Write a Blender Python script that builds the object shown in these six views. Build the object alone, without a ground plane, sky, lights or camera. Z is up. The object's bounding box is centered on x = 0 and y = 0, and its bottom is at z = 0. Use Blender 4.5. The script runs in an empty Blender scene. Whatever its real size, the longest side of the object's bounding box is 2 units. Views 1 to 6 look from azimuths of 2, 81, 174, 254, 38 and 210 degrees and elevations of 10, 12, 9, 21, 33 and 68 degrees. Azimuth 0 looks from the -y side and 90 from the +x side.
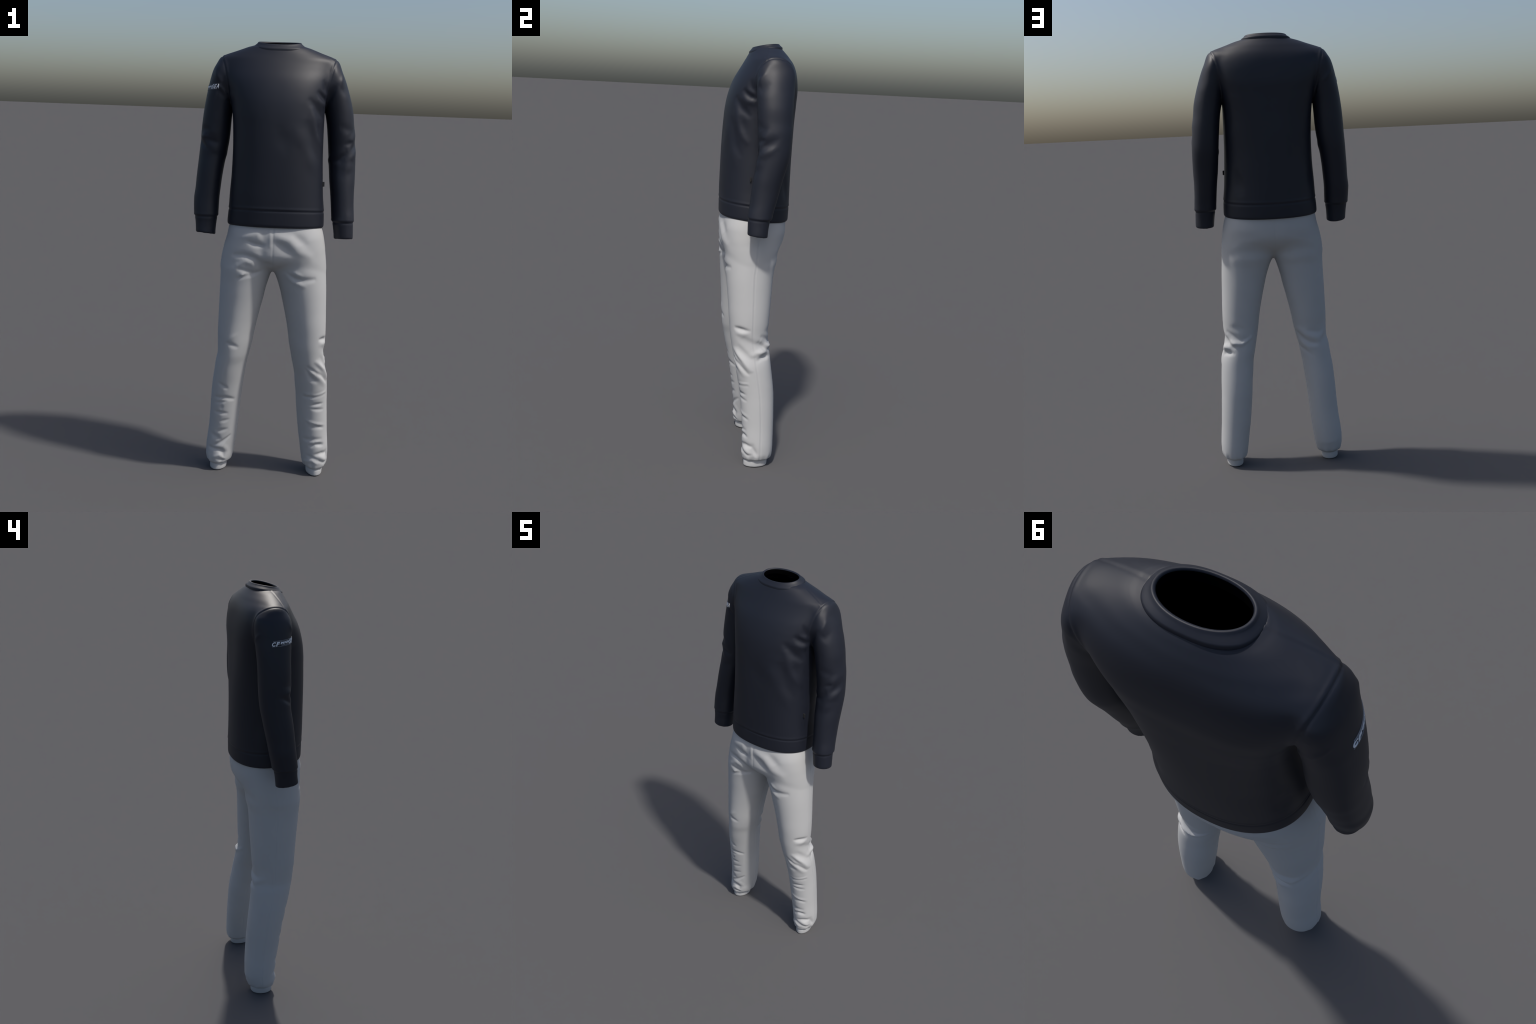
# A headless outfit: a dark crew-neck sweatshirt above pale grey cuffed trousers.
# Each garment is a soft union of lofted tubes (torso, sleeves, legs, seat).  The
# union is meshed once as one smooth cloth surface, creased and seamed, then
# separated by region into its sewn parts.
import bpy, math
import numpy as np

F32 = np.float32

# ------------------------------------------------------------------ profiles
# rows: height, x from, x to, y front, y back, squareness of the section (front half, back half)
TORSO = [
    (1.150, -0.204, 0.226, -0.163, 0.164, 2.35, 2.2),
    (1.205, -0.206, 0.228, -0.166, 0.166, 2.35, 2.2),
    (1.262, -0.202, 0.226, -0.167, 0.167, 2.35, 2.2),
    (1.330, -0.199, 0.219, -0.168, 0.167, 2.35, 2.2),
    (1.430, -0.193, 0.213, -0.167, 0.167, 2.35, 2.25),
    (1.530, -0.191, 0.209, -0.165, 0.167, 2.35, 2.5),
    (1.630, -0.194, 0.208, -0.160, 0.167, 2.35, 2.9),
    (1.680, -0.198, 0.208, -0.156, 0.168, 2.4, 3.2),
    (1.730, -0.205, 0.212, -0.149, 0.169, 2.4, 3.5),
    (1.780, -0.220, 0.224, -0.137, 0.171, 2.3, 3.5),
    (1.830, -0.242, 0.244, -0.119, 0.167, 2.1, 3.3),
    (1.880, -0.258, 0.258, -0.091, 0.158, 1.95, 2.8),
    (1.905, -0.260, 0.259, -0.076, 0.150, 1.95, 2.45),
    (1.922, -0.254, 0.253, -0.066, 0.142, 2.0, 2.15),
    (1.935, -0.233, 0.232, -0.059, 0.134, 1.95, 2.0),
    (1.945, -0.210, 0.208, -0.054, 0.128, 1.95, 2.0),
    (1.957, -0.177, 0.175, -0.0480, 0.118, 1.95, 2.0),
    (1.968, -0.147, 0.145, -0.0410, 0.109, 2.0, 2.0),
    (1.976, -0.117, 0.115, -0.0355, 0.101, 2.1, 2.1),
    (1.986, -0.097, 0.094, -0.0300, 0.090, 2.1, 2.1),
    (2.010, -0.085, 0.082, -0.0280, 0.080, 2.1, 2.1),
]
SLEEVE_EAST = [
    (1.120, 0.277, 0.361, -0.062, 0.028, 2.1),
    (1.150, 0.275, 0.361, -0.063, 0.029, 2.1),
    (1.208, 0.267, 0.359, -0.063, 0.036, 2.1),
    (1.228, 0.261, 0.362, -0.064, 0.047, 2.1),
    (1.250, 0.259, 0.361, -0.061, 0.051, 2.1),
    (1.300, 0.255, 0.358, -0.056, 0.064, 2.1),
    (1.350, 0.250, 0.357, -0.051, 0.076, 2.1),
    (1.400, 0.244, 0.358, -0.045, 0.088, 2.1),
    (1.450, 0.240, 0.358, -0.036, 0.102, 2.1),
    (1.500, 0.236, 0.357, -0.031, 0.114, 2.1),
    (1.550, 0.232, 0.354, -0.030, 0.119, 2.1),
    (1.600, 0.227, 0.351, -0.033, 0.121, 2.1),
    (1.650, 0.221, 0.343, -0.035, 0.122, 2.1),
    (1.700, 0.211, 0.337, -0.037, 0.123, 2.1),
    (1.750, 0.200, 0.325, -0.040, 0.126, 2.1),
    (1.800, 0.194, 0.310, -0.043, 0.130, 1.9),
    (1.850, 0.200, 0.292, -0.038, 0.131, 1.9),
    (1.880, 0.208, 0.278, -0.028, 0.124, 1.9),
    (1.900, 0.205, 0.268, -0.010, 0.108, 1.9),
    (1.915, 0.208, 0.253, 0.008, 0.088, 1.9),
    (1.930, 0.212, 0.229, 0.030, 0.064, 1.9),
]
SLEEVE_WEST = [
    (1.110, -0.344, -0.258, -0.078, 0.026, 2.1),
    (1.150, -0.346, -0.258, -0.075, 0.029, 2.1),
    (1.208, -0.351, -0.254, -0.068, 0.038, 2.1),
    (1.228, -0.357, -0.249, -0.068, 0.048, 2.1),
    (1.250, -0.359, -0.248, -0.066, 0.053, 2.1),
    (1.300, -0.361, -0.247, -0.058, 0.065, 2.1),
    (1.350, -0.356, -0.243, -0.052, 0.075, 2.1),
    (1.400, -0.353, -0.238, -0.046, 0.086, 2.1),
    (1.450, -0.349, -0.231, -0.039, 0.096, 2.1),
    (1.500, -0.345, -0.222, -0.031, 0.106, 2.1),
    (1.550, -0.341, -0.213, -0.029, 0.111, 2.1),
    (1.600, -0.338, -0.208, -0.029, 0.114, 2.1),
    (1.650, -0.334, -0.205, -0.029, 0.116, 2.1),
    (1.700, -0.328, -0.201, -0.028, 0.119, 2.1),
    (1.750, -0.320, -0.195, -0.029, 0.124, 2.1),
    (1.800, -0.311, -0.191, -0.031, 0.129, 1.9),
    (1.850, -0.299, -0.200, -0.031, 0.131, 1.9),
    (1.880, -0.288, -0.208, -0.024, 0.126, 1.9),
    (1.900, -0.274, -0.205, -0.008, 0.110, 1.9),
    (1.915, -0.259, -0.208, 0.008, 0.088, 1.9),
    (1.930, -0.234, -0.212, 0.030, 0.064, 1.9),
]
SEAT = [
    (0.930, -0.150, 0.170, -0.080, 0.050, 2.3, 2.3),
    (0.965, -0.200, 0.218, -0.116, 0.076, 2.3, 2.3),
    (1.000, -0.220, 0.238, -0.138, 0.104, 2.4, 2.2),
    (1.050, -0.223, 0.243, -0.155, 0.136, 2.6, 2.2),
    (1.090, -0.218, 0.241, -0.160, 0.148, 2.7, 2.2),
    (1.140, -0.205, 0.234, -0.161, 0.154, 2.7, 2.3),
    (1.190, -0.195, 0.220, -0.153, 0.152, 2.7, 2.3),
    (1.230, -0.170, 0.195, -0.140, 0.130, 2.5, 2.3),
]
LEG_EAST = [
    (-0.020, 0.204, 0.278, -0.022, 0.090, 1.9, 2.2),
    (0.010, 0.203, 0.279, -0.024, 0.091, 1.9, 2.2),
    (0.030, 0.202, 0.280, -0.024, 0.093, 1.9, 2.2),
    (0.036, 0.194, 0.286, -0.027, 0.102, 1.9, 2.2),
    (0.046, 0.184, 0.296, -0.031, 0.111, 1.9, 2.2),
    (0.075, 0.178, 0.302, -0.034, 0.115, 1.9, 2.2),
    (0.100, 0.174, 0.302, -0.035, 0.116, 1.9, 2.2),
    (0.150, 0.167, 0.299, -0.036, 0.116, 1.9, 2.2),
    (0.200, 0.159, 0.295, -0.037, 0.116, 1.9, 2.2),
    (0.300, 0.147, 0.289, -0.046, 0.114, 1.9, 2.2),
    (0.350, 0.142, 0.286, -0.052, 0.112, 1.9, 2.2),
    (0.400, 0.138, 0.284, -0.060, 0.107, 1.9, 2.2),
    (0.450, 0.132, 0.281, -0.070, 0.100, 1.9, 2.2),
    (0.500, 0.127, 0.276, -0.081, 0.093, 1.9, 2.2),
    (0.550, 0.116, 0.265, -0.091, 0.087, 1.9, 2.2),
    (0.600, 0.106, 0.260, -0.100, 0.080, 1.9, 2.2),
    (0.650, 0.096, 0.260, -0.108, 0.076, 1.9, 2.2),
    (0.700, 0.089, 0.261, -0.113, 0.078, 1.9, 2.2),
    (0.750, 0.080, 0.260, -0.118, 0.081, 1.9, 2.2),
    (0.800, 0.069, 0.258, -0.122, 0.084, 1.9, 2.2),
    (0.850, 0.057, 0.256, -0.127, 0.087, 1.9, 2.2),
    (0.900, 0.044, 0.254, -0.132, 0.090, 1.9, 2.2),
    (0.950, 0.027, 0.251, -0.136, 0.096, 1.9, 2.2),
    (1.000, 0.006, 0.247, -0.140, 0.108, 1.9, 2.2),
    (1.050, 0.000, 0.236, -0.138, 0.110, 1.9, 2.2),
    (1.100, 0.010, 0.205, -0.110, 0.090, 1.9, 2.2),
]
LEG_WEST = [
    (-0.020, -0.258, -0.180, -0.010, 0.092, 1.9, 2.2),
    (0.010, -0.258, -0.180, -0.012, 0.093, 1.9, 2.2),
    (0.030, -0.259, -0.179, -0.012, 0.094, 1.9, 2.2),
    (0.036, -0.265, -0.170, -0.018, 0.100, 1.9, 2.2),
    (0.046, -0.274, -0.158, -0.024, 0.110, 1.9, 2.2),
    (0.075, -0.279, -0.150, -0.027, 0.118, 1.9, 2.2),
    (0.100, -0.279, -0.146, -0.026, 0.123, 1.9, 2.2),
    (0.150, -0.275, -0.139, -0.031, 0.123, 1.9, 2.2),
    (0.200, -0.269, -0.134, -0.037, 0.121, 1.9, 2.2),
    (0.300, -0.262, -0.126, -0.052, 0.115, 1.9, 2.2),
    (0.350, -0.260, -0.122, -0.060, 0.111, 1.9, 2.2),
    (0.400, -0.257, -0.117, -0.069, 0.106, 1.9, 2.2),
    (0.450, -0.253, -0.111, -0.079, 0.100, 1.9, 2.2),
    (0.500, -0.246, -0.105, -0.091, 0.094, 1.9, 2.2),
    (0.550, -0.240, -0.097, -0.101, 0.089, 1.9, 2.2),
    (0.600, -0.231, -0.086, -0.111, 0.081, 1.9, 2.2),
    (0.650, -0.232, -0.075, -0.116, 0.080, 1.9, 2.2),
    (0.700, -0.233, -0.067, -0.120, 0.085, 1.9, 2.2),
    (0.750, -0.232, -0.057, -0.123, 0.088, 1.9, 2.2),
    (0.800, -0.231, -0.046, -0.127, 0.091, 1.9, 2.2),
    (0.850, -0.230, -0.034, -0.131, 0.094, 1.9, 2.2),
    (0.900, -0.229, -0.023, -0.136, 0.096, 1.9, 2.2),
    (0.950, -0.228, -0.009, -0.140, 0.099, 1.9, 2.2),
    (1.000, -0.228, 0.006, -0.146, 0.110, 1.9, 2.2),
    (1.050, -0.216, 0.010, -0.139, 0.112, 1.9, 2.2),
    (1.100, -0.185, 0.000, -0.110, 0.090, 1.9, 2.2),
]
# armhole seam: half width of the chest panel against height
ARMHOLE = [(1.60, 0.205), (1.70, 0.209), (1.76, 0.213), (1.80, 0.219), (1.84, 0.226),
           (1.88, 0.236), (1.905, 0.244), (1.922, 0.251), (1.96, 0.262)]


def smooth_curve(xs, ys, q):
    """Shape-preserving cubic through control points (no overshoot)."""
    xs, ys = np.asarray(xs, float), np.asarray(ys, float)
    h, s = np.diff(xs), np.diff(ys) / np.diff(xs)
    m = np.zeros(len(xs))
    m[0], m[-1] = s[0], s[-1]
    same = s[:-1] * s[1:] > 0
    w1, w2 = 2 * h[1:] + h[:-1], h[1:] + 2 * h[:-1]
    m[1:-1][same] = ((w1 + w2)[same]) / (w1[same] / s[:-1][same] + w2[same] / s[1:][same])
    q = np.clip(q, xs[0], xs[-1])
    i = np.clip(np.searchsorted(xs, q) - 1, 0, len(h) - 1)
    t = (q - xs[i]) / h[i]
    return ((1 + 2 * t) * (1 - t) ** 2 * ys[i] + t * (1 - t) ** 2 * h[i] * m[i]
            + t * t * (3 - 2 * t) * ys[i + 1] + t * t * (t - 1) * h[i] * m[i + 1])


def section(profile, z):
    """Centre, half axes and squareness (front, back) of a lofted tube at height z."""
    p = np.array([row if len(row) > 6 else (*row, row[5]) for row in profile])
    c = [smooth_curve(p[:, 0], p[:, k], z) for k in range(1, 7)]
    return (c[0] + c[1]) / 2, (c[2] + c[3]) / 2, (c[1] - c[0]) / 2, (c[3] - c[2]) / 2, c[4], c[5]


def smoothstep(a, b, x):
    t = np.clip((x - a) / (b - a), 0, 1)
    return t * t * (3 - 2 * t)


# ---------------------------------------------------------------- soft union
class Cloth:
    """A block of space in which tubes are united and then skinned."""

    def __init__(self, low, high, step):
        self.low, self.step = np.array(low, float), step
        n = np.ceil((np.array(high) - self.low) / step).astype(int) + 1
        self.x, self.y, self.z = (self.low[k] + step * np.arange(n[k]) for k in range(3))
        self.X = self.x[:, None, None].astype(F32)
        self.Y = self.y[None, :, None].astype(F32)
        self.Z = self.z[None, None, :].astype(F32)

    def tube(self, profile, twist=0.0):
        cx, cy, a, b, nf, nb = (v.astype(F32)[None, None, :] for v in section(profile, self.z))
        dy = self.Y - cy
        dx = self.X - cx - twist * dy
        n = np.where(dy < 0, nf, nb)
        r = (np.abs(dx / a) ** n + np.abs(dy / b) ** n) ** (1 / n) - 1
        gx, gy, gz = np.gradient(r, self.step)
        flat = gx * gx + gy * gy
        g = np.sqrt(flat + np.minimum(gz * gz, 2.5 * flat))
        return r / np.maximum(g, 1.0)

    def skin(self, d):
        """Quads on the zero surface of d (surface nets), settled onto it."""
        s = d < 0
        nx, ny, nz = d.shape
        cells = np.zeros((nx - 1, ny - 1, nz - 1), bool)
        acc = np.zeros((*cells.shape, 3), F32)
        cnt = np.zeros(cells.shape, F32)
        corner = lambda a, i, j, k: a[i:nx - 1 + i, j:ny - 1 + j, k:nz - 1 + k]
        for ax in range(3):
            for u in (0, 1):
                for v in (0, 1):
                    o0 = [u, v]; o0.insert(ax, 0)
                    o1 = [u, v]; o1.insert(ax, 1)
                    a, b = corner(d, *o0), corner(d, *o1)
                    cut = (a < 0) != (b < 0)
                    t = np.where(cut, a / np.where(cut, a - b, 1), 0)
                    for k in range(3):
                        acc[..., k] += np.where(cut, t if k == ax else o0[k], 0)
                    cnt += cut
        cells = cnt > 0
        idx = np.full(cells.shape, -1, np.int64)
        idx[cells] = np.arange(cells.sum())
        where = np.argwhere(cells)
        pts = (where + acc[cells] / cnt[cells][:, None]) * self.step + self.low
        quads = []
        for ax in range(3):
            sl0 = [slice(None)] * 3; sl1 = [slice(None)] * 3
            sl0[ax], sl1[ax] = slice(0, -1), slice(1, None)
            a, b = s[tuple(sl0)], s[tuple(sl1)]
            e = np.argwhere(a != b)
            flip = a[tuple(e.T)]
            o = [k for k in range(3) if k != ax]
            e = e[(e[:, o[0]] > 0) & (e[:, o[1]] > 0) & (e[:, o[0]] < d.shape[o[0]] - 1) & (e[:, o[1]] < d.shape[o[1]] - 1)]
            flip = a[tuple(e.T)]
            ring = []
            for du, dv in ((1, 1), (0, 1), (0, 0), (1, 0)):
                c = e.copy(); c[:, o[0]] -= du; c[:, o[1]] -= dv
                ring.append(idx[tuple(c.T)])
            q = np.stack(ring, 1)
            if ax == 1:
                flip = ~flip
            q[~flip] = q[~flip][:, ::-1]
            quads.append(q)
        quads = np.concatenate(quads)
        for _ in range(3):
            pts = relax(pts, quads, 1, 0.4)
            pts = self.settle(d, pts)
        return pts, quads

    def sample(self, d, pts):
        g = (pts - self.low) / self.step
        i = np.clip(np.floor(g).astype(int), 0, np.array(d.shape) - 2)
        f = g - i
        out = 0
        for a in (0, 1):
            for b in (0, 1):
                for c in (0, 1):
                    w = (f[:, 0] if a else 1 - f[:, 0]) * (f[:, 1] if b else 1 - f[:, 1]) * (f[:, 2] if c else 1 - f[:, 2])
                    out = out + w * d[i[:, 0] + a, i[:, 1] + b, i[:, 2] + c]
        return out

    def settle(self, d, pts):
        h = self.step * 0.75
        v = self.sample(d, pts)
        g = np.stack([self.sample(d, pts + h * e) - self.sample(d, pts - h * e) for e in np.eye(3)], 1) / (2 * h)
        n2 = np.maximum((g * g).sum(1), 0.2)
        move = -g * (v / n2)[:, None]
        size = np.linalg.norm(move, axis=1)
        move *= np.minimum(1, self.step * 0.7 / np.maximum(size, 1e-9))[:, None]
        return pts + move


def soft_min(a, b, k):
    h = np.maximum(k - np.abs(a - b), 0) / k
    return np.minimum(a, b) - h * h * k / 4


def soft_max(a, b, k):
    return -soft_min(-a, -b, k)


def edge_list(quads):
    e = np.concatenate([quads[:, [i, (i + 1) % 4]] for i in range(4)])
    e.sort(axis=1)
    return np.unique(e, axis=0)


def relax(pts, quads, times, amount, mask=None):
    e = edge_list(quads)
    deg = np.bincount(e.ravel(), minlength=len(pts)).astype(float)[:, None]
    for _ in range(times):
        acc = np.stack([np.bincount(e[:, 0], pts[e[:, 1], k], len(pts)) + np.bincount(e[:, 1], pts[e[:, 0], k], len(pts)) for k in range(3)], 1)
        step = (acc / np.maximum(deg, 1) - pts) * amount
        pts = pts + (step if mask is None else step * mask[:, None])
    return pts


def vertex_normals(pts, quads):
    a = pts[quads[:, 2]] - pts[quads[:, 0]]
    b = pts[quads[:, 3]] - pts[quads[:, 1]]
    fn = np.cross(a, b)
    n = np.stack([sum(np.bincount(quads[:, i], fn[:, k], len(pts)) for i in range(4)) for k in range(3)], 1)
    return n / np.maximum(np.linalg.norm(n, axis=1), 1e-12)[:, None]


# ------------------------------------------------------------ folds and seams
def tube_coords(profile, pts):
    """Angle round a tube in degrees (0 front, 90 towards +x, 180 back) and its girth radius."""
    cx, cy, a, b = section(profile, pts[:, 2])[:4]
    ang = np.degrees(np.arctan2((pts[:, 0] - cx) / a, -(pts[:, 1] - cy) / b))
    return ang, (a + b) / 2


def stroke(ang, rad, z, path, width, height, wide=1.0, tall=1.0, sharp=2.0):
    """Height field of one fold: a soft ridge (or valley) along a path of (angle, z)."""
    width, height = width * wide, height * tall
    out = np.zeros(len(z))
    near = (z > min(p[1] for p in path) - 4 * width) & (z < max(p[1] for p in path) + 4 * width)
    ang, rad, zz = ang[near], rad[near], z[near]
    mid = np.mean([p[0] for p in path])
    ang = (ang - mid + 180) % 360 - 180 + mid
    k = np.radians(1.0) * np.median(rad) if len(rad) else 1
    p = np.array([(a * k, h) for a, h in path])
    seg = np.diff(p, axis=0)
    ln = np.linalg.norm(seg, axis=1)
    start, total = np.concatenate([[0], np.cumsum(ln)]), ln.sum()
    best, along = np.full(len(zz), 9.0), np.zeros(len(zz))
    for i in range(len(seg)):
        dx, dz = ang * k - p[i, 0], zz - p[i, 1]
        t = np.clip((dx * seg[i, 0] + dz * seg[i, 1]) / ln[i] ** 2, 0, 1)
        dist = np.hypot(dx - t * seg[i, 0], dz - t * seg[i, 1])
        hit = dist < best
        best = np.where(hit, dist, best)
        along = np.where(hit, start[i] + t * ln[i], along)
    s = along / total
    taper = np.sin(np.pi * np.clip(0.12 + 0.76 * s, 0, 1)) ** 0.8
    out[near] = height * taper * np.exp(-(best / (width * (0.55 + 0.45 * taper))) ** sharp)
    return out


def seam(d, depth, width, lip=0.0, side=1):
    """Stitched groove across distance d, with a raised lip of cloth beside it."""
    return -depth * np.exp(-(d / width) ** 2) + lip * np.exp(-((d - side * 2.4 * width) / (1.6 * width)) ** 2)


# ------------------------------------------------------------------ materials
def cloth_material(name, colour, vary, rough, weave, bump, sheen=0.0, spec=0.4):
    m = bpy.data.materials.new(name)
    m.use_nodes = True
    nt = m.node_tree
    N, L = nt.nodes, nt.links
    bsdf = N["Principled BSDF"]
    co = N.new("ShaderNodeTexCoord")
    cloud = N.new("ShaderNodeTexNoise")
    cloud.inputs["Scale"].default_value = 7
    cloud.inputs["Detail"].default_value = 4
    fine = N.new("ShaderNodeTexNoise")
    fine.inputs["Scale"].default_value = weave
    fine.inputs["Detail"].default_value = 2
    ramp = N.new("ShaderNodeValToRGB")
    ramp.color_ramp.elements[0].position, ramp.color_ramp.elements[1].position = 0.3, 0.7
    ramp.color_ramp.elements[0].color = (*[c * (1 - vary) for c in colour], 1)
    ramp.color_ramp.elements[1].color = (*[min(1, c * (1 + vary)) for c in colour], 1)
    bp = N.new("ShaderNodeBump")
    bp.inputs["Strength"].default_value = bump
    bp.inputs["Distance"].default_value = 0.001
    for t in (cloud, fine):
        L.new(co.outputs["Object"], t.inputs["Vector"])
    L.new(cloud.outputs["Fac"], ramp.inputs["Fac"])
    L.new(ramp.outputs["Color"], bsdf.inputs["Base Color"])
    L.new(fine.outputs["Fac"], bp.inputs["Height"])
    L.new(bp.outputs["Normal"], bsdf.inputs["Normal"])
    bsdf.inputs["Roughness"].default_value = rough
    bsdf.inputs["Specular IOR Level"].default_value = spec
    bsdf.inputs["Sheen Weight"].default_value = sheen
    return m


FLEECE = cloth_material("charcoal_fleece", (0.0088, 0.0110, 0.0195), 0.06, 0.52, 900, 0.05, spec=0.40)
RIB = cloth_material("charcoal_rib", (0.0088, 0.0110, 0.0195), 0.05, 0.55, 1200, 0.06, spec=0.38)
INSIDE_BLACK = cloth_material("near_black_inside", (0.0012, 0.0012, 0.0015), 0.05, 0.9, 900, 0.0, spec=0.0)  # inner faces coloured near black, much darker than the outer cloth
DENIM = cloth_material("pale_grey_cotton", (0.41, 0.415, 0.42), 0.025, 0.75, 900, 0.04, spec=0.3)
PRINT = cloth_material("white_print", (0.74, 0.76, 0.80), 0.10, 0.45, 900, 0.05, spec=0.4)
FADED = cloth_material("faded_print", (0.20, 0.21, 0.23), 0.25, 0.5, 900, 0.05)
LABEL = cloth_material("black_label", (0.018, 0.018, 0.020), 0.05, 0.6, 900, 0.05)


# ------------------------------------------------------------------ assembling
def thing(name, label, category):
    e = bpy.data.objects.new(name, None)
    e.empty_display_size = 0.1
    bpy.context.scene.collection.objects.link(e)
    e["label"], e["category"] = label, category
    return e


def part(name, pts, faces, material, parent, normals=None):
    """Mesh object from the faces given, keeping the whole surface's normals."""
    faces = np.asarray(faces)
    used, inv = np.unique(faces.ravel(), return_inverse=True)
    me = bpy.data.meshes.new(name)
    me.from_pydata(pts[used].tolist(), [], inv.reshape(faces.shape).tolist())
    me.polygons.foreach_set("use_smooth", np.ones(len(me.polygons), bool))
    me.update()
    if normals is not None:
        me.normals_split_custom_set_from_vertices(normals[used].tolist())
    me.materials.append(material)
    ob = bpy.data.objects.new(name, me)
    bpy.context.scene.collection.objects.link(ob)
    ob.parent = parent
    return ob


# ---------------------------------------------------------------- sweatshirt
def hem_line(y):
    return 1.188 - 0.065 * y


def hem_seam(y):
    return 1.259 - 0.080 * y


def collar_plane(y):
    return 1.984 + 0.19 * (y - 0.022)


def armhole(z):
    a = np.array(ARMHOLE)
    return smooth_curve(a[:, 0], a[:, 1], z)


def cuff_line(east, x, y):
    if east:
        return 1.141 + 0.02 * (x - 0.32) - 0.12 * (y + 0.01)
    return 1.143 - 0.09 * (x + 0.30) - 0.15 * (y + 0.02)


def cuff_seam(east, x, y):
    if east:
        return 1.216 - 0.06 * (y + 0.01)
    return 1.221 - 0.08 * (y + 0.02)


# folds: path of (angle round the tube, height), width, height above (+) or below (-) the cloth
SHIRT_FOLDS = {
    "torso": [
        ([(49, 1.781), (61, 1.757), (70, 1.747)], 0.01, -0.009),
        ([(53, 1.826), (59, 1.801), (66, 1.784)], 0.01, -0.006),
        ([(54, 1.786), (65, 1.769)], 0.008, 0.003),
        ([(53, 1.748), (69, 1.729)], 0.014, 0.006),
        ([(39, 1.746), (52, 1.704), (65, 1.673)], 0.013, -0.008),
        ([(42, 1.709), (50, 1.629), (59, 1.575), (65, 1.554)], 0.015, 0.006),
        ([(54, 1.648), (61, 1.594)], 0.016, -0.004),
        ([(37, 1.645), (46, 1.553), (56, 1.499)], 0.016, -0.004),
        ([(39, 1.521), (49, 1.448)], 0.018, 0.003),
        ([(4, 1.614), (10, 1.538)], 0.022, -0.003),
        ([(23, 1.625), (32, 1.551)], 0.02, 0.003),
        ([(133, 1.386), (139, 1.304)], 0.016, -0.005),
        ([(127, 1.695), (125, 1.597)], 0.02, -0.004),
        ([(112, 1.586), (109, 1.448)], 0.02, 0.003),
        ([(-121, 1.392), (-122, 1.316)], 0.016, -0.004),
    ],
    "east": [
        ([(51, 1.882), (40, 1.842), (17, 1.809)], 0.014, 0.004),
        ([(17, 1.809), (36, 1.789), (59, 1.811)], 0.012, -0.003),
        ([(5, 1.638), (43, 1.619), (31, 1.583)], 0.016, -0.004),
        ([(59, 1.606), (31, 1.550)], 0.012, 0.003),
        ([(21, 1.538), (59, 1.553), (87, 1.576)], 0.016, -0.006),
        ([(19, 1.498), (55, 1.520), (83, 1.537)], 0.014, 0.005),
        ([(-32, 1.753), (-4, 1.798), (20, 1.823)], 0.01, -0.005),
        ([(-21, 1.763), (13, 1.813), (43, 1.853)], 0.009, 0.004),
        ([(14, 1.563), (43, 1.573)], 0.009, -0.005),
        ([(20, 1.523), (43, 1.558)], 0.01, 0.004),
        ([(-94, 1.480), (-50, 1.514)], 0.007, 0.004),
        ([(-51, 1.489), (-14, 1.496), (14, 1.523)], 0.011, -0.006),
        ([(10, 1.442), (36, 1.493)], 0.016, 0.005),
        ([(4, 1.247), (50, 1.246)], 0.018, 0.003),
    ],
    "west": [
        ([(-35, 1.858), (-3, 1.819)], 0.01, 0.004),
        ([(-4, 1.795), (24, 1.766), (66, 1.733)], 0.007, 0.005),
        ([(-12, 1.785), (21, 1.751)], 0.008, -0.004),
        ([(-63, 1.608), (-17, 1.610)], 0.012, -0.004),
        ([(-28, 1.564), (16, 1.551)], 0.01, -0.005),
        ([(-82, 1.561), (-42, 1.538)], 0.009, -0.005),
        ([(-28, 1.620), (7, 1.591)], 0.012, 0.003),
        ([(-14, 1.540), (22, 1.511)], 0.011, 0.003),
        ([(95, 1.509), (59, 1.480)], 0.012, 0.003),
        ([(-58, 1.578), (-33, 1.578)], 0.009, 0.004),
        ([(-65, 1.554), (-25, 1.525)], 0.009, -0.004),
        ([(136, 1.741), (168, 1.781), (214, 1.823)], 0.007, 0.004),
        ([(144, 1.752), (182, 1.799)], 0.008, -0.003),
    ],
}
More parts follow.
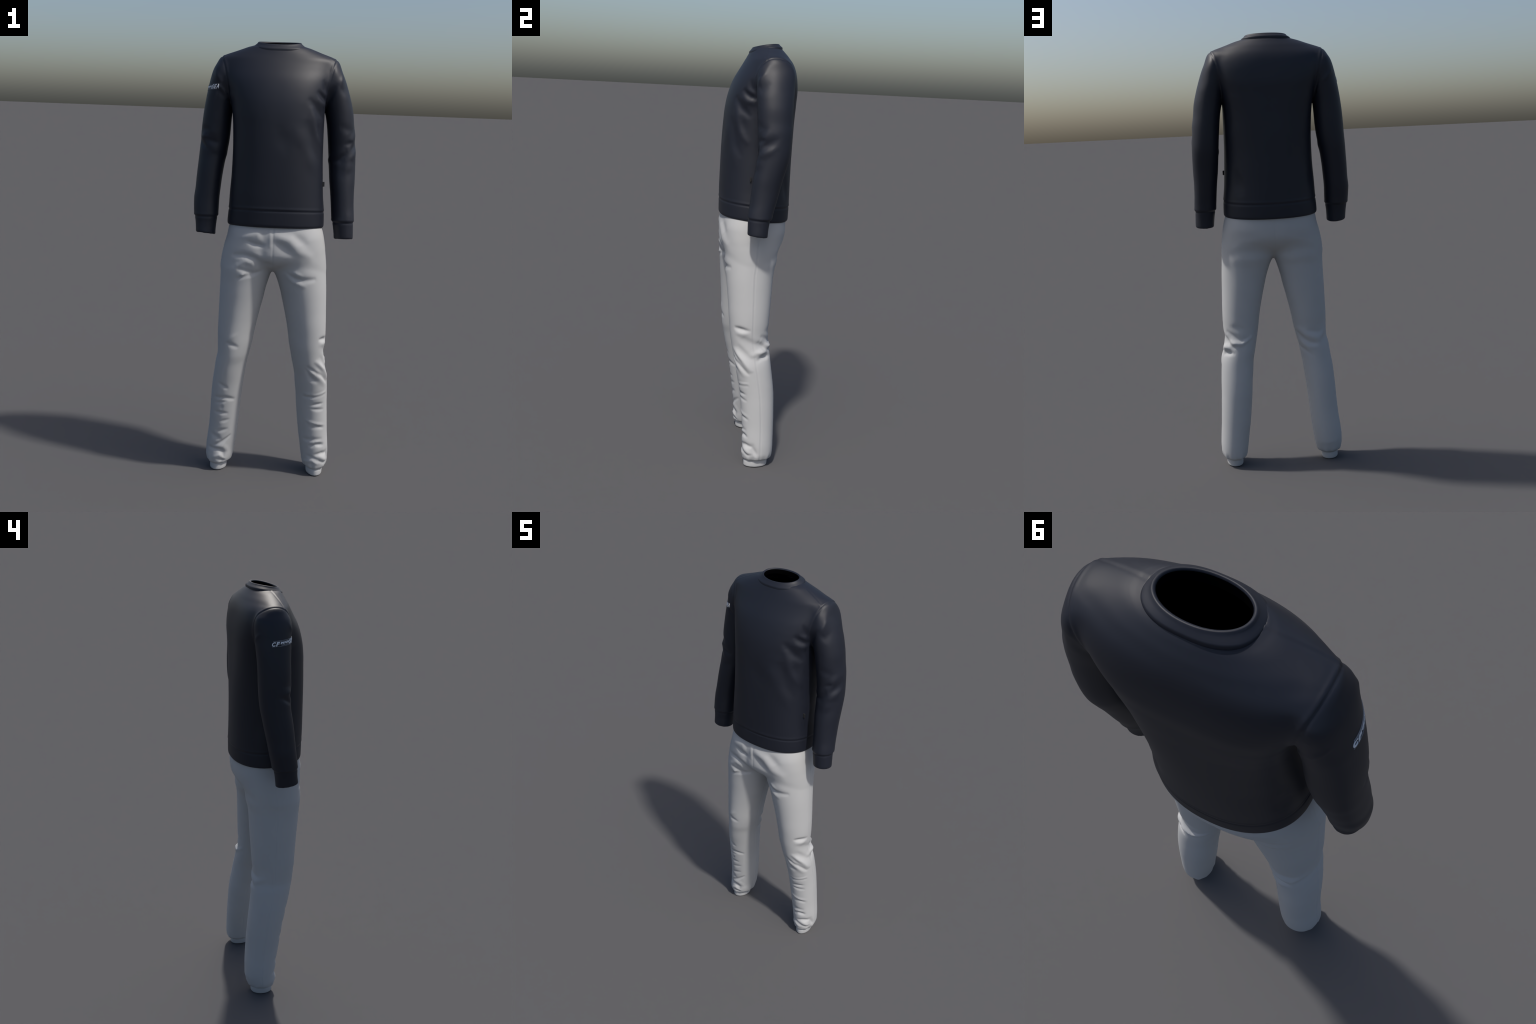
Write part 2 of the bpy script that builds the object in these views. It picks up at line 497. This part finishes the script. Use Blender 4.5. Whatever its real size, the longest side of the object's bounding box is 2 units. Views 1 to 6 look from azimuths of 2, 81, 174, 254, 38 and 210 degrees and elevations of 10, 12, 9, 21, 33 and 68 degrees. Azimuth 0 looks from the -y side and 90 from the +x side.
LEG_FOLDS = {
    "east": [
        ([(-26, 0.989), (-12, 0.972), (3, 0.966), (31, 0.971)], 0.01, -0.006),
        ([(-12, 1.000), (3, 0.988)], 0.008, 0.003),
        ([(-27, 0.964), (-9, 0.948), (5, 0.941)], 0.01, 0.003),
        ([(44, 0.688), (84, 0.680)], 0.008, -0.005),
        ([(58, 0.644), (85, 0.594)], 0.016, -0.004),
        ([(-10, 0.540), (4, 0.497), (19, 0.486)], 0.012, -0.006),
        ([(3, 0.524), (27, 0.529), (50, 0.467)], 0.014, 0.005),
        ([(37, 0.581), (70, 0.491)], 0.01, 0.004),
        ([(-31, 0.401), (9, 0.403), (56, 0.414)], 0.007, -0.005),
        ([(-27, 0.416), (9, 0.416), (56, 0.428)], 0.007, 0.003),
        ([(4, 0.368), (44, 0.368)], 0.006, -0.003),
        ([(0, 0.343), (44, 0.337)], 0.006, -0.004),
        ([(-22, 0.281), (11, 0.266), (56, 0.252)], 0.008, 0.004),
        ([(-2, 0.268), (43, 0.243)], 0.006, -0.003),
        ([(-42, 0.181), (4, 0.186), (31, 0.189)], 0.009, -0.005),
        ([(-16, 0.151), (7, 0.164), (34, 0.161)], 0.008, -0.006),
        ([(-11, 0.168), (21, 0.177)], 0.008, 0.004),
        ([(0, 0.110), (33, 0.118), (59, 0.111)], 0.007, -0.005),
        ([(-34, 0.100), (-1, 0.093), (22, 0.079)], 0.008, -0.004),
        ([(-58, 0.063), (-11, 0.078), (13, 0.065)], 0.007, 0.004),
        ([(22, 0.079), (46, 0.066), (63, 0.073)], 0.006, -0.004),
        ([(43, 0.689), (73, 0.680)], 0.009, -0.005),
        ([(47, 0.663), (76, 0.664)], 0.012, 0.003),
        ([(29, 0.580), (58, 0.538), (77, 0.491)], 0.01, 0.006),
        ([(-4, 0.556), (39, 0.513), (65, 0.474)], 0.008, -0.006),
        ([(50, 0.598), (79, 0.546)], 0.012, -0.004),
        ([(73, 0.640), (97, 0.614), (125, 0.599)], 0.014, -0.005),
        ([(90, 0.562), (115, 0.570), (156, 0.594)], 0.012, 0.006),
        ([(105, 0.536), (125, 0.553), (155, 0.548)], 0.009, -0.005),
        ([(119, 0.622), (147, 0.608)], 0.01, -0.006),
        ([(-4, 0.416), (56, 0.430)], 0.006, -0.003),
        ([(-5, 0.394), (59, 0.420)], 0.008, 0.003),
        ([(-6, 0.361), (36, 0.367)], 0.006, -0.003),
        ([(-7, 0.248), (56, 0.253)], 0.008, -0.003),
        ([(10, 0.165), (42, 0.158)], 0.007, -0.004),
        ([(12, 0.112), (65, 0.116), (81, 0.079)], 0.01, -0.004),
        ([(24, 0.101), (57, 0.075)], 0.009, 0.005),
        ([(65, 0.110), (82, 0.067)], 0.007, -0.004),
        ([(123, 0.623), (155, 0.596), (182, 0.595), (214, 0.621)], 0.009, 0.007),
        ([(127, 0.646), (159, 0.623), (181, 0.607), (203, 0.618)], 0.01, -0.006),
        ([(113, 0.617), (132, 0.590), (156, 0.579)], 0.009, -0.006),
        ([(104, 0.575), (133, 0.569)], 0.01, 0.005),
        ([(116, 0.547), (145, 0.551)], 0.009, -0.006),
        ([(147, 0.671), (184, 0.664)], 0.014, -0.003),
    ],
    "west": [
        ([(-29, 0.455), (3, 0.431)], 0.008, -0.004),
        ([(-37, 0.380), (2, 0.382), (38, 0.370)], 0.008, -0.005),
        ([(-35, 0.353), (4, 0.362)], 0.006, -0.003),
        ([(-12, 0.342), (-9, 0.323)], 0.007, -0.003),
        ([(-35, 0.306), (-10, 0.303), (13, 0.300)], 0.007, -0.004),
        ([(-9, 0.259), (23, 0.266)], 0.007, -0.003),
        ([(-21, 0.206), (19, 0.216)], 0.008, -0.004),
        ([(-40, 0.186), (-3, 0.165)], 0.01, -0.004),
        ([(39, 0.178), (8, 0.152), (-23, 0.131)], 0.007, -0.005),
        ([(-44, 0.115), (0, 0.111), (20, 0.091), (23, 0.071)], 0.008, -0.006),
        ([(-24, 0.067), (0, 0.083), (27, 0.063)], 0.006, 0.004),
        ([(-14, 0.120), (14, 0.125), (35, 0.105)], 0.012, 0.004),
        ([(-4, 0.060), (37, 0.048)], 0.006, -0.004),
        ([(-20, 0.659), (13, 0.641)], 0.008, -0.004),
        ([(3, 0.699), (-24, 0.670)], 0.01, 0.002),
        ([(-31, 1.068), (-12, 1.072), (13, 1.059), (31, 1.037), (47, 1.026)], 0.011, -0.007),
        ([(-17, 1.024), (-2, 1.045), (10, 1.035), (28, 1.008)], 0.014, 0.006),
        ([(-14, 1.009), (2, 1.000), (19, 0.991), (37, 0.993)], 0.009, -0.006),
        ([(-9, 0.979), (-2, 0.984)], 0.006, 0.003),
        ([(-16, 0.964), (4, 0.978), (25, 0.984)], 0.008, -0.004),
        ([(119, 0.624), (144, 0.594), (164, 0.577), (187, 0.573)], 0.01, -0.006),
        ([(133, 0.641), (163, 0.611), (196, 0.595), (228, 0.620)], 0.014, 0.006),
        ([(102, 0.556), (137, 0.541), (160, 0.517)], 0.008, -0.004),
        ([(125, 0.586), (153, 0.559), (178, 0.556)], 0.011, 0.004),
        ([(166, 0.633), (208, 0.624)], 0.012, -0.004),
    ],
    "seat": [
        ([(-29, 1.132), (-21, 1.121), (-14, 1.117)], 0.009, -0.006),
        ([(-36, 1.151), (-21, 1.167), (-14, 1.134)], 0.012, 0.004),
        ([(-14, 1.161), (-14, 1.093), (-11, 1.061)], 0.014, -0.006),
        ([(2, 1.164), (16, 1.139), (26, 1.098), (37, 1.076)], 0.02, 0.008),
        ([(2, 1.129), (9, 1.119), (20, 1.085)], 0.018, -0.006),
        ([(23, 1.166), (33, 1.133)], 0.016, -0.005),
        ([(-6, 1.189), (-5, 1.114)], 0.005, 0.0025),
    ],
}
# end of folds


def build_sweatshirt():
    top = thing("sweatshirt", "dark charcoal crew-neck sweatshirt with long ribbed-cuff sleeves", "sweatshirt")
    c = Cloth((-0.395, -0.205, 1.095), (0.395, 0.225, 2.03), 0.0035)
    body, east, west = c.tube(TORSO), c.tube(SLEEVE_EAST), c.tube(SLEEVE_WEST)
    floor = (hem_line(c.Y) - c.Z).astype(F32)
    torso = soft_max(body, floor, 0.012)
    arms = []
    for is_east, tube in ((True, east), (False, west)):
        end = (cuff_line(is_east, c.X, c.Y) - c.Z).astype(F32)
        arm = soft_max(tube, end, 0.006)
        arms.append(soft_max(arm, (c.Z - 1.926).astype(F32), 0.012))
    k = (0.006 + 0.022 * smoothstep(1.70, 1.84, c.Z)).astype(F32)
    d = soft_min(soft_min(torso, arms[0], k), arms[1], k)
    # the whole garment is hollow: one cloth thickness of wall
    tubes = soft_min(soft_min(body, np.maximum(east, c.Z - 1.905), k), np.maximum(west, c.Z - 1.905), k)
    inside_arm = np.minimum(east, west) < 0
    hollow = np.maximum(np.maximum(tubes + 0.008, np.where(inside_arm, -1.0, 1.26 - c.Z)), c.Z - 1.945)
    neck = np.sqrt(((c.X + 0.002) / 0.1075) ** 2 + ((c.Y - 0.0255) / 0.0715) ** 2) - 1
    neck = np.maximum(neck * 0.064, 1.93 - c.Z)
    d = np.maximum(d, -np.minimum(hollow, neck))
    d = np.maximum(d, (c.Z - collar_plane(c.Y) - 0.004).astype(F32))
    pts, quads = c.skin(d)
    tor, ea, we = c.sample(body, pts), c.sample(east, pts), c.sample(west, pts)
    x, y, z = pts.T
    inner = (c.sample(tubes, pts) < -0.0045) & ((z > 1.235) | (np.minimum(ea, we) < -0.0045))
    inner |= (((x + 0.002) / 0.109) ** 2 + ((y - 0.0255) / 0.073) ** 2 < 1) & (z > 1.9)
    hole = armhole(z)
    sleeve_e = np.where(z > 1.70, x - hole > 0, ea < tor) & (x > 0)
    sleeve_w = np.where(z > 1.70, -x - hole > 0, we < tor) & (x < 0)
    on_torso = ~(sleeve_e | sleeve_w)
    shoulder = smoothstep(1.74, 1.84, z) * smoothstep(0.128, 0.150, np.hypot(x, (y - 0.025) * 1.5)) * ~inner
    pts = relax(pts, quads, 30, 0.5, shoulder)                # ease the yoke into one slope
    x, y, z = pts.T
    nrm = vertex_normals(pts, quads)
    disp = np.zeros(len(pts))
    # seams
    arm_d = np.abs(x) - hole
    fade = smoothstep(1.69, 1.74, z)
    disp += fade * seam(arm_d, 0.0020, 0.0032, 0.0013, -1)
    disp += on_torso * seam(z - hem_seam(y), 0.0026, 0.0035, 0.0012, 1)
    disp += sleeve_e * seam(z - cuff_seam(True, x, y), 0.003, 0.004, 0.001, 1)
    disp += sleeve_w * seam(z - cuff_seam(False, x, y), 0.003, 0.004, 0.001, 1)
    ridge = y - (0.030 - 0.20 * np.maximum(np.abs(x) - 0.10, 0))     # shoulder seam
    disp += on_torso * smoothstep(1.90, 1.925, z) * smoothstep(0.258, 0.245, np.abs(x)) * seam(ridge, 0.0012, 0.003, 0.0008, -1)
    for group, prof, mask in (("torso", TORSO, on_torso), ("east", SLEEVE_EAST, x > 0.12), ("west", SLEEVE_WEST, x < -0.12)):
        ang, rad = tube_coords(prof, pts)
        if group != "torso":
            soft = smoothstep(-0.03, 0.004, np.where(z > 1.70, arm_d, 0.01)) * np.where(z > 1.70, 1.0, ~on_torso)
        else:
            soft = smoothstep(0.03, -0.004, np.where(z > 1.70, arm_d, -0.01)) * np.where(z > 1.70, 1.0, on_torso)
        for f in SHIRT_FOLDS[group]:
            disp += soft * mask * stroke(ang, rad, z, *f, *((1.35, 0.8) if group == "torso" else (1.3, 0.85)))
    disp[inner] = 0
    pts = relax(pts + nrm * disp[:, None], quads, 2, 0.35)
    nrm = vertex_normals(pts, quads)
    fc = pts[quads].mean(1)
    maj = lambda m: m[quads].sum(1) >= 3
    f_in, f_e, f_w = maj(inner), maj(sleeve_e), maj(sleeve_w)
    cuff_e = f_e & (fc[:, 2] < cuff_seam(True, fc[:, 0], fc[:, 1]))
    cuff_w = f_w & (fc[:, 2] < cuff_seam(False, fc[:, 0], fc[:, 1]))
    hem = ~f_e & ~f_w & ~f_in & (fc[:, 2] < hem_seam(fc[:, 1]))
    part("cuff", pts, quads[cuff_e], RIB, top, nrm)
    part("cuff", pts, quads[cuff_w], RIB, top, nrm)
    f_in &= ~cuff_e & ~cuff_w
    part("sleeve", pts, quads[f_e & ~cuff_e & ~f_in], FLEECE, top, nrm)
    west_sleeve = part("sleeve", pts, quads[f_w & ~cuff_w & ~f_in], FLEECE, top, nrm)
    part("hem_band", pts, quads[hem], RIB, top, nrm)
    part("blackened_inside", pts, quads[f_in], INSIDE_BLACK, top, nrm)
    part("body_panel", pts, quads[~(f_e | f_w | f_in | hem)], FLEECE, top, nrm)
    build_collar(top)
    build_tag(top)
    build_print(west_sleeve, pts, quads)
    return top


def build_collar(top):
    n = 144
    t = 2 * np.pi * np.arange(n) / n
    c0, s0 = np.cos(t), -np.sin(t)                     # s0 = -1 at the front

    def loop(a, yf, yb, zf, zb, square=2.1, x0=-0.0016):
        sup = (np.abs(c0) ** square + np.abs(s0) ** square) ** (-1 / square)
        cx, sy = c0 * sup, s0 * sup
        ym, b = (yf + yb) / 2, (yb - yf) / 2
        return np.stack([x0 + a * cx, ym + b * sy, (zf + zb) / 2 + (zb - zf) / 2 * sy + 0.003 * (1 - sy ** 2)], 1)

    rings = [
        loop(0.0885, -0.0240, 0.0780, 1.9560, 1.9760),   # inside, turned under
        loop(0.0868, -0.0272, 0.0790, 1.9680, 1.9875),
        loop(0.0878, -0.0293, 0.0805, 1.9765, 1.9955),
        loop(0.0900, -0.0312, 0.0830, 1.9803, 1.9990),   # rounded rim
        loop(0.0930, -0.0333, 0.0858, 1.9814, 2.0000),
        loop(0.0954, -0.0354, 0.0880, 1.9800, 1.9988),
        loop(0.0970, -0.0372, 0.0895, 1.9768, 1.9962),
        loop(0.1000, -0.0402, 0.0925, 1.9728, 1.9932, 2.2),
        loop(0.1050, -0.0436, 0.0956, 1.9682, 1.9900, 2.3),
        loop(0.1096, -0.0470, 0.0990, 1.9645, 1.9870, 2.4),
        loop(0.1124, -0.0494, 0.1016, 1.9605, 1.9835, 2.5),   # tucked into the seam
        loop(0.1124, -0.0495, 0.1016, 1.9480, 1.9710, 2.5),
        loop(0.1080, -0.0450, 0.0960, 1.9400, 1.9630, 2.5),
    ]
    pts = np.concatenate(rings)
    faces = []
    for r in range(len(rings) - 1):
        for i in range(n):
            j = (i + 1) % n
            faces.append((r * n + i, r * n + j, (r + 1) * n + j, (r + 1) * n + i))
    faces = np.array(faces)[:, ::-1]
    nrm = vertex_normals(pts, faces)
    part("collar", pts, faces[2 * n:], RIB, top, nrm)
    part("collar_blackened_inside", pts, faces[:2 * n], INSIDE_BLACK, top, nrm)


def box(name, centre, size, material, parent, bevel=0.001):
    import bmesh
    bm = bmesh.new()
    bmesh.ops.create_cube(bm, size=1)
    for v in bm.verts:
        v.co = [centre[k] + v.co[k] * size[k] for k in range(3)]
    bmesh.ops.bevel(bm, geom=bm.edges[:], offset=bevel, segments=2, affect="EDGES")
    me = bpy.data.meshes.new(name)
    bm.to_mesh(me)
    bm.free()
    me.materials.append(material)
    ob = bpy.data.objects.new(name, me)
    bpy.context.scene.collection.objects.link(ob)
    ob.parent = parent
    return ob


def build_tag(top):
    box("side_label", (0.2150, -0.046, 1.387), (0.012, 0.006, 0.021), LABEL, top)


def build_print(sleeve, pts, quads):
    """Italic lettering and thin rules printed round the upper sleeve."""
    import bmesh
    from mathutils import Vector
    from mathutils.bvhtree import BVHTree
    near = quads[(pts[quads].mean(1)[:, 0] < -0.2) & (pts[quads].mean(1)[:, 2] > 1.7)]
    tree = BVHTree.FromPolygons(pts.tolist(), near.tolist())

    def onto_sleeve(s, t, lift):
        ang = math.radians(-106 + 99 * s)
        z = 1.7765 + 0.009 * s + 0.0205 * t
        cx, cy, a, b = (float(v[0]) for v in section(SLEEVE_WEST, np.array([z]))[:4])
        way = Vector((a * math.sin(ang), -b * math.cos(ang), 0)).normalized()
        far = Vector((cx, cy, z)) + way * 0.2
        hit, normal, _, _ = tree.ray_cast(far, -way)
        return hit + (hit - Vector((cx, cy, z))).normalized() * lift

    def stamp(name, bm, material):
        bmesh.ops.triangulate(bm, faces=bm.faces[:])
        bmesh.ops.subdivide_edges(bm, edges=[e for e in bm.edges if e.calc_length() > 0.06], cuts=3)
        bmesh.ops.triangulate(bm, faces=bm.faces[:])
        top = bmesh.ops.extrude_face_region(bm, geom=bm.faces[:])["geom"]
        raised = {v for v in top if isinstance(v, bmesh.types.BMVert)}
        for v in bm.verts:
            v.co = onto_sleeve(v.co.x, v.co.y, 0.0016 if v in raised else -0.001)
        bmesh.ops.recalc_face_normals(bm, faces=bm.faces[:])
        me = bpy.data.meshes.new(name)
        bm.to_mesh(me)
        bm.free()
        me.materials.append(material)
        ob = bpy.data.objects.new(name, me)
        bpy.context.scene.collection.objects.link(ob)
        ob.parent = sleeve

    def letters(text, s0, s1, t0, t1, material, slant=0.3):
        cu = bpy.data.curves.new("lettering", "FONT")
        cu.body, cu.shear, cu.offset, cu.resolution_u = text, slant, 0.035, 3
        tmp = bpy.data.objects.new("lettering", cu)
        me = tmp.to_mesh()
        bm = bmesh.new()
        bm.from_mesh(me)
        tmp.to_mesh_clear()
        bpy.data.objects.remove(tmp)
        bpy.data.curves.remove(cu)
        lo = [min(v.co[k] for v in bm.verts) for k in (0, 1)]
        hi = [max(v.co[k] for v in bm.verts) for k in (0, 1)]
        for v in bm.verts:
            v.co = (s0 + (s1 - s0) * (v.co.x - lo[0]) / (hi[0] - lo[0]), t0 + (t1 - t0) * (v.co.y - lo[1]) / (hi[1] - lo[1]), 0)
        stamp("print_letter", bm, material)

    def rule(s0, s1, t0, t1, material):
        bm = bmesh.new()
        n = 12
        rows = [[bm.verts.new((s0 + (s1 - s0) * i / n, t, 0)) for i in range(n + 1)] for t in (t0, t1)]
        for i in range(n):
            bm.faces.new((rows[0][i], rows[0][i + 1], rows[1][i + 1], rows[1][i]))
        stamp("print_rule", bm, material)

    letters("C", 0.00, 0.125, 0.02, 0.86, PRINT)
    letters("F", 0.12, 0.26, 0.02, 0.86, PRINT)
    letters("M", 0.27, 0.42, 0.36, 0.80, PRINT)
    letters("N", 0.41, 0.53, 0.36, 0.80, PRINT)
    letters("N", 0.52, 0.64, 0.36, 0.80, PRINT)
    letters("S", 0.63, 0.77, 0.05, 0.98, PRINT)
    letters("E", 0.76, 0.89, 0.05, 0.98, PRINT)
    letters("A", 0.87, 1.00, 0.05, 0.98, PRINT)
    rule(0.04, 0.98, 1.02, 1.09, FADED)
    rule(0.06, 0.60, 0.86, 0.91, FADED)
    rule(0.00, 0.94, -0.08, -0.02, FADED)
    rule(0.30, 0.44, 0.08, 0.26, FADED)
    rule(0.46, 0.60, 0.08, 0.22, FADED)


# ------------------------------------------------------------------ trousers
def ankle_seam(x, y):
    return 0.031 + 0.0 * x


def build_trousers():
    top = thing("trousers", "pale grey straight trousers with creased legs and ankle cuffs", "trousers")
    c = Cloth((-0.31, -0.19, -0.02), (0.335, 0.20, 1.25), 0.0035)
    seat, east, west = c.tube(SEAT), c.tube(LEG_EAST, -0.07), c.tube(LEG_WEST, 0.09)
    seat = soft_max(soft_max(seat, (0.990 + 3.0 * (c.Y + 0.02) ** 2 - c.Z).astype(F32), 0.03), c.Z - 1.225, 0.03)
    legs = []
    for tube in (east, west):
        leg = soft_max(np.maximum(tube, c.Z - 1.09), -0.001 - c.Z, 0.006)
        mouth = np.maximum(tube + 0.008, c.Z - 0.05)
        legs.append(np.maximum(leg, -mouth))
    d = soft_min(legs[0], legs[1], F32(0.016))
    d = soft_min(d, seat, F32(0.022))
    pts, quads = c.skin(d)
    x, y, z = pts.T
    es, ws = c.sample(east, pts), c.sample(west, pts)
    inner = (np.minimum(es, ws) < -0.005) & (z < 0.06)
    nrm = vertex_normals(pts, quads)
    disp = np.zeros(len(pts))
    mid = 0.006
    for group, prof, mask in (("east", LEG_EAST, smoothstep(mid - 0.01, mid + 0.01, x)), ("west", LEG_WEST, smoothstep(mid + 0.01, mid - 0.01, x)), ("seat", SEAT, z > 0.9)):
        ang, rad = tube_coords(prof, pts)
        for f in LEG_FOLDS[group]:
            disp += mask * stroke(ang, rad, z, *f, 1.25, 1.0)
    low = z < 0.9
    disp += low * seam(z - ankle_seam(x, y), 0.0035, 0.004)
    for prof, own, shift in ((LEG_EAST, x > mid, 0.4), (LEG_WEST, x < mid, 2.1)):      # cloth gathered above the cuff
        t = np.radians(tube_coords(prof, pts)[0])
        ripple = np.sin(9 * t + shift) * 0.6 + np.sin(14 * t + 3 * shift) * 0.4
        disp += own * 0.0016 * ripple * smoothstep(0.032, 0.042, z) * smoothstep(0.085, 0.045, z)
    for prof, side in ((LEG_EAST, 1), (LEG_WEST, -1)):
        ang, rad = tube_coords(prof, pts)
        own = (x - mid) * side > 0
        for a0, depth in ((side * 96, 0.0016), (-side * 92, 0.0010)):      # outer and inner leg seams
            if a0 * side < 0:
                span = smoothstep(0.90, 0.86, z)
            else:
                span = 1.0
            diff = np.radians((ang - a0 + 180) % 360 - 180) * rad
            disp += own * span * smoothstep(0.03, 0.05, z) * seam(diff, depth, 0.003, 0.0009, -side)
    disp += smoothstep(0.99, 1.02, z) * seam(x - mid, 0.0016, 0.003, 0.0)
    disp[inner] = 0
    pts = relax(pts + nrm * disp[:, None], quads, 2, 0.35)
    pts[:, 2] = np.maximum(pts[:, 2], 0.0)
    nrm = vertex_normals(pts, quads)
    fc = pts[quads].mean(1)
    east_f = fc[:, 0] > mid
    cuff = fc[:, 2] < ankle_seam(fc[:, 0], fc[:, 1])
    part("trouser_leg", pts, quads[east_f & ~cuff], DENIM, top, nrm)
    part("trouser_leg", pts, quads[~east_f & ~cuff], DENIM, top, nrm)
    part("ankle_cuff", pts, quads[east_f & cuff], DENIM, top, nrm)
    part("ankle_cuff", pts, quads[~east_f & cuff], DENIM, top, nrm)
    return top


build_sweatshirt()
build_trousers()
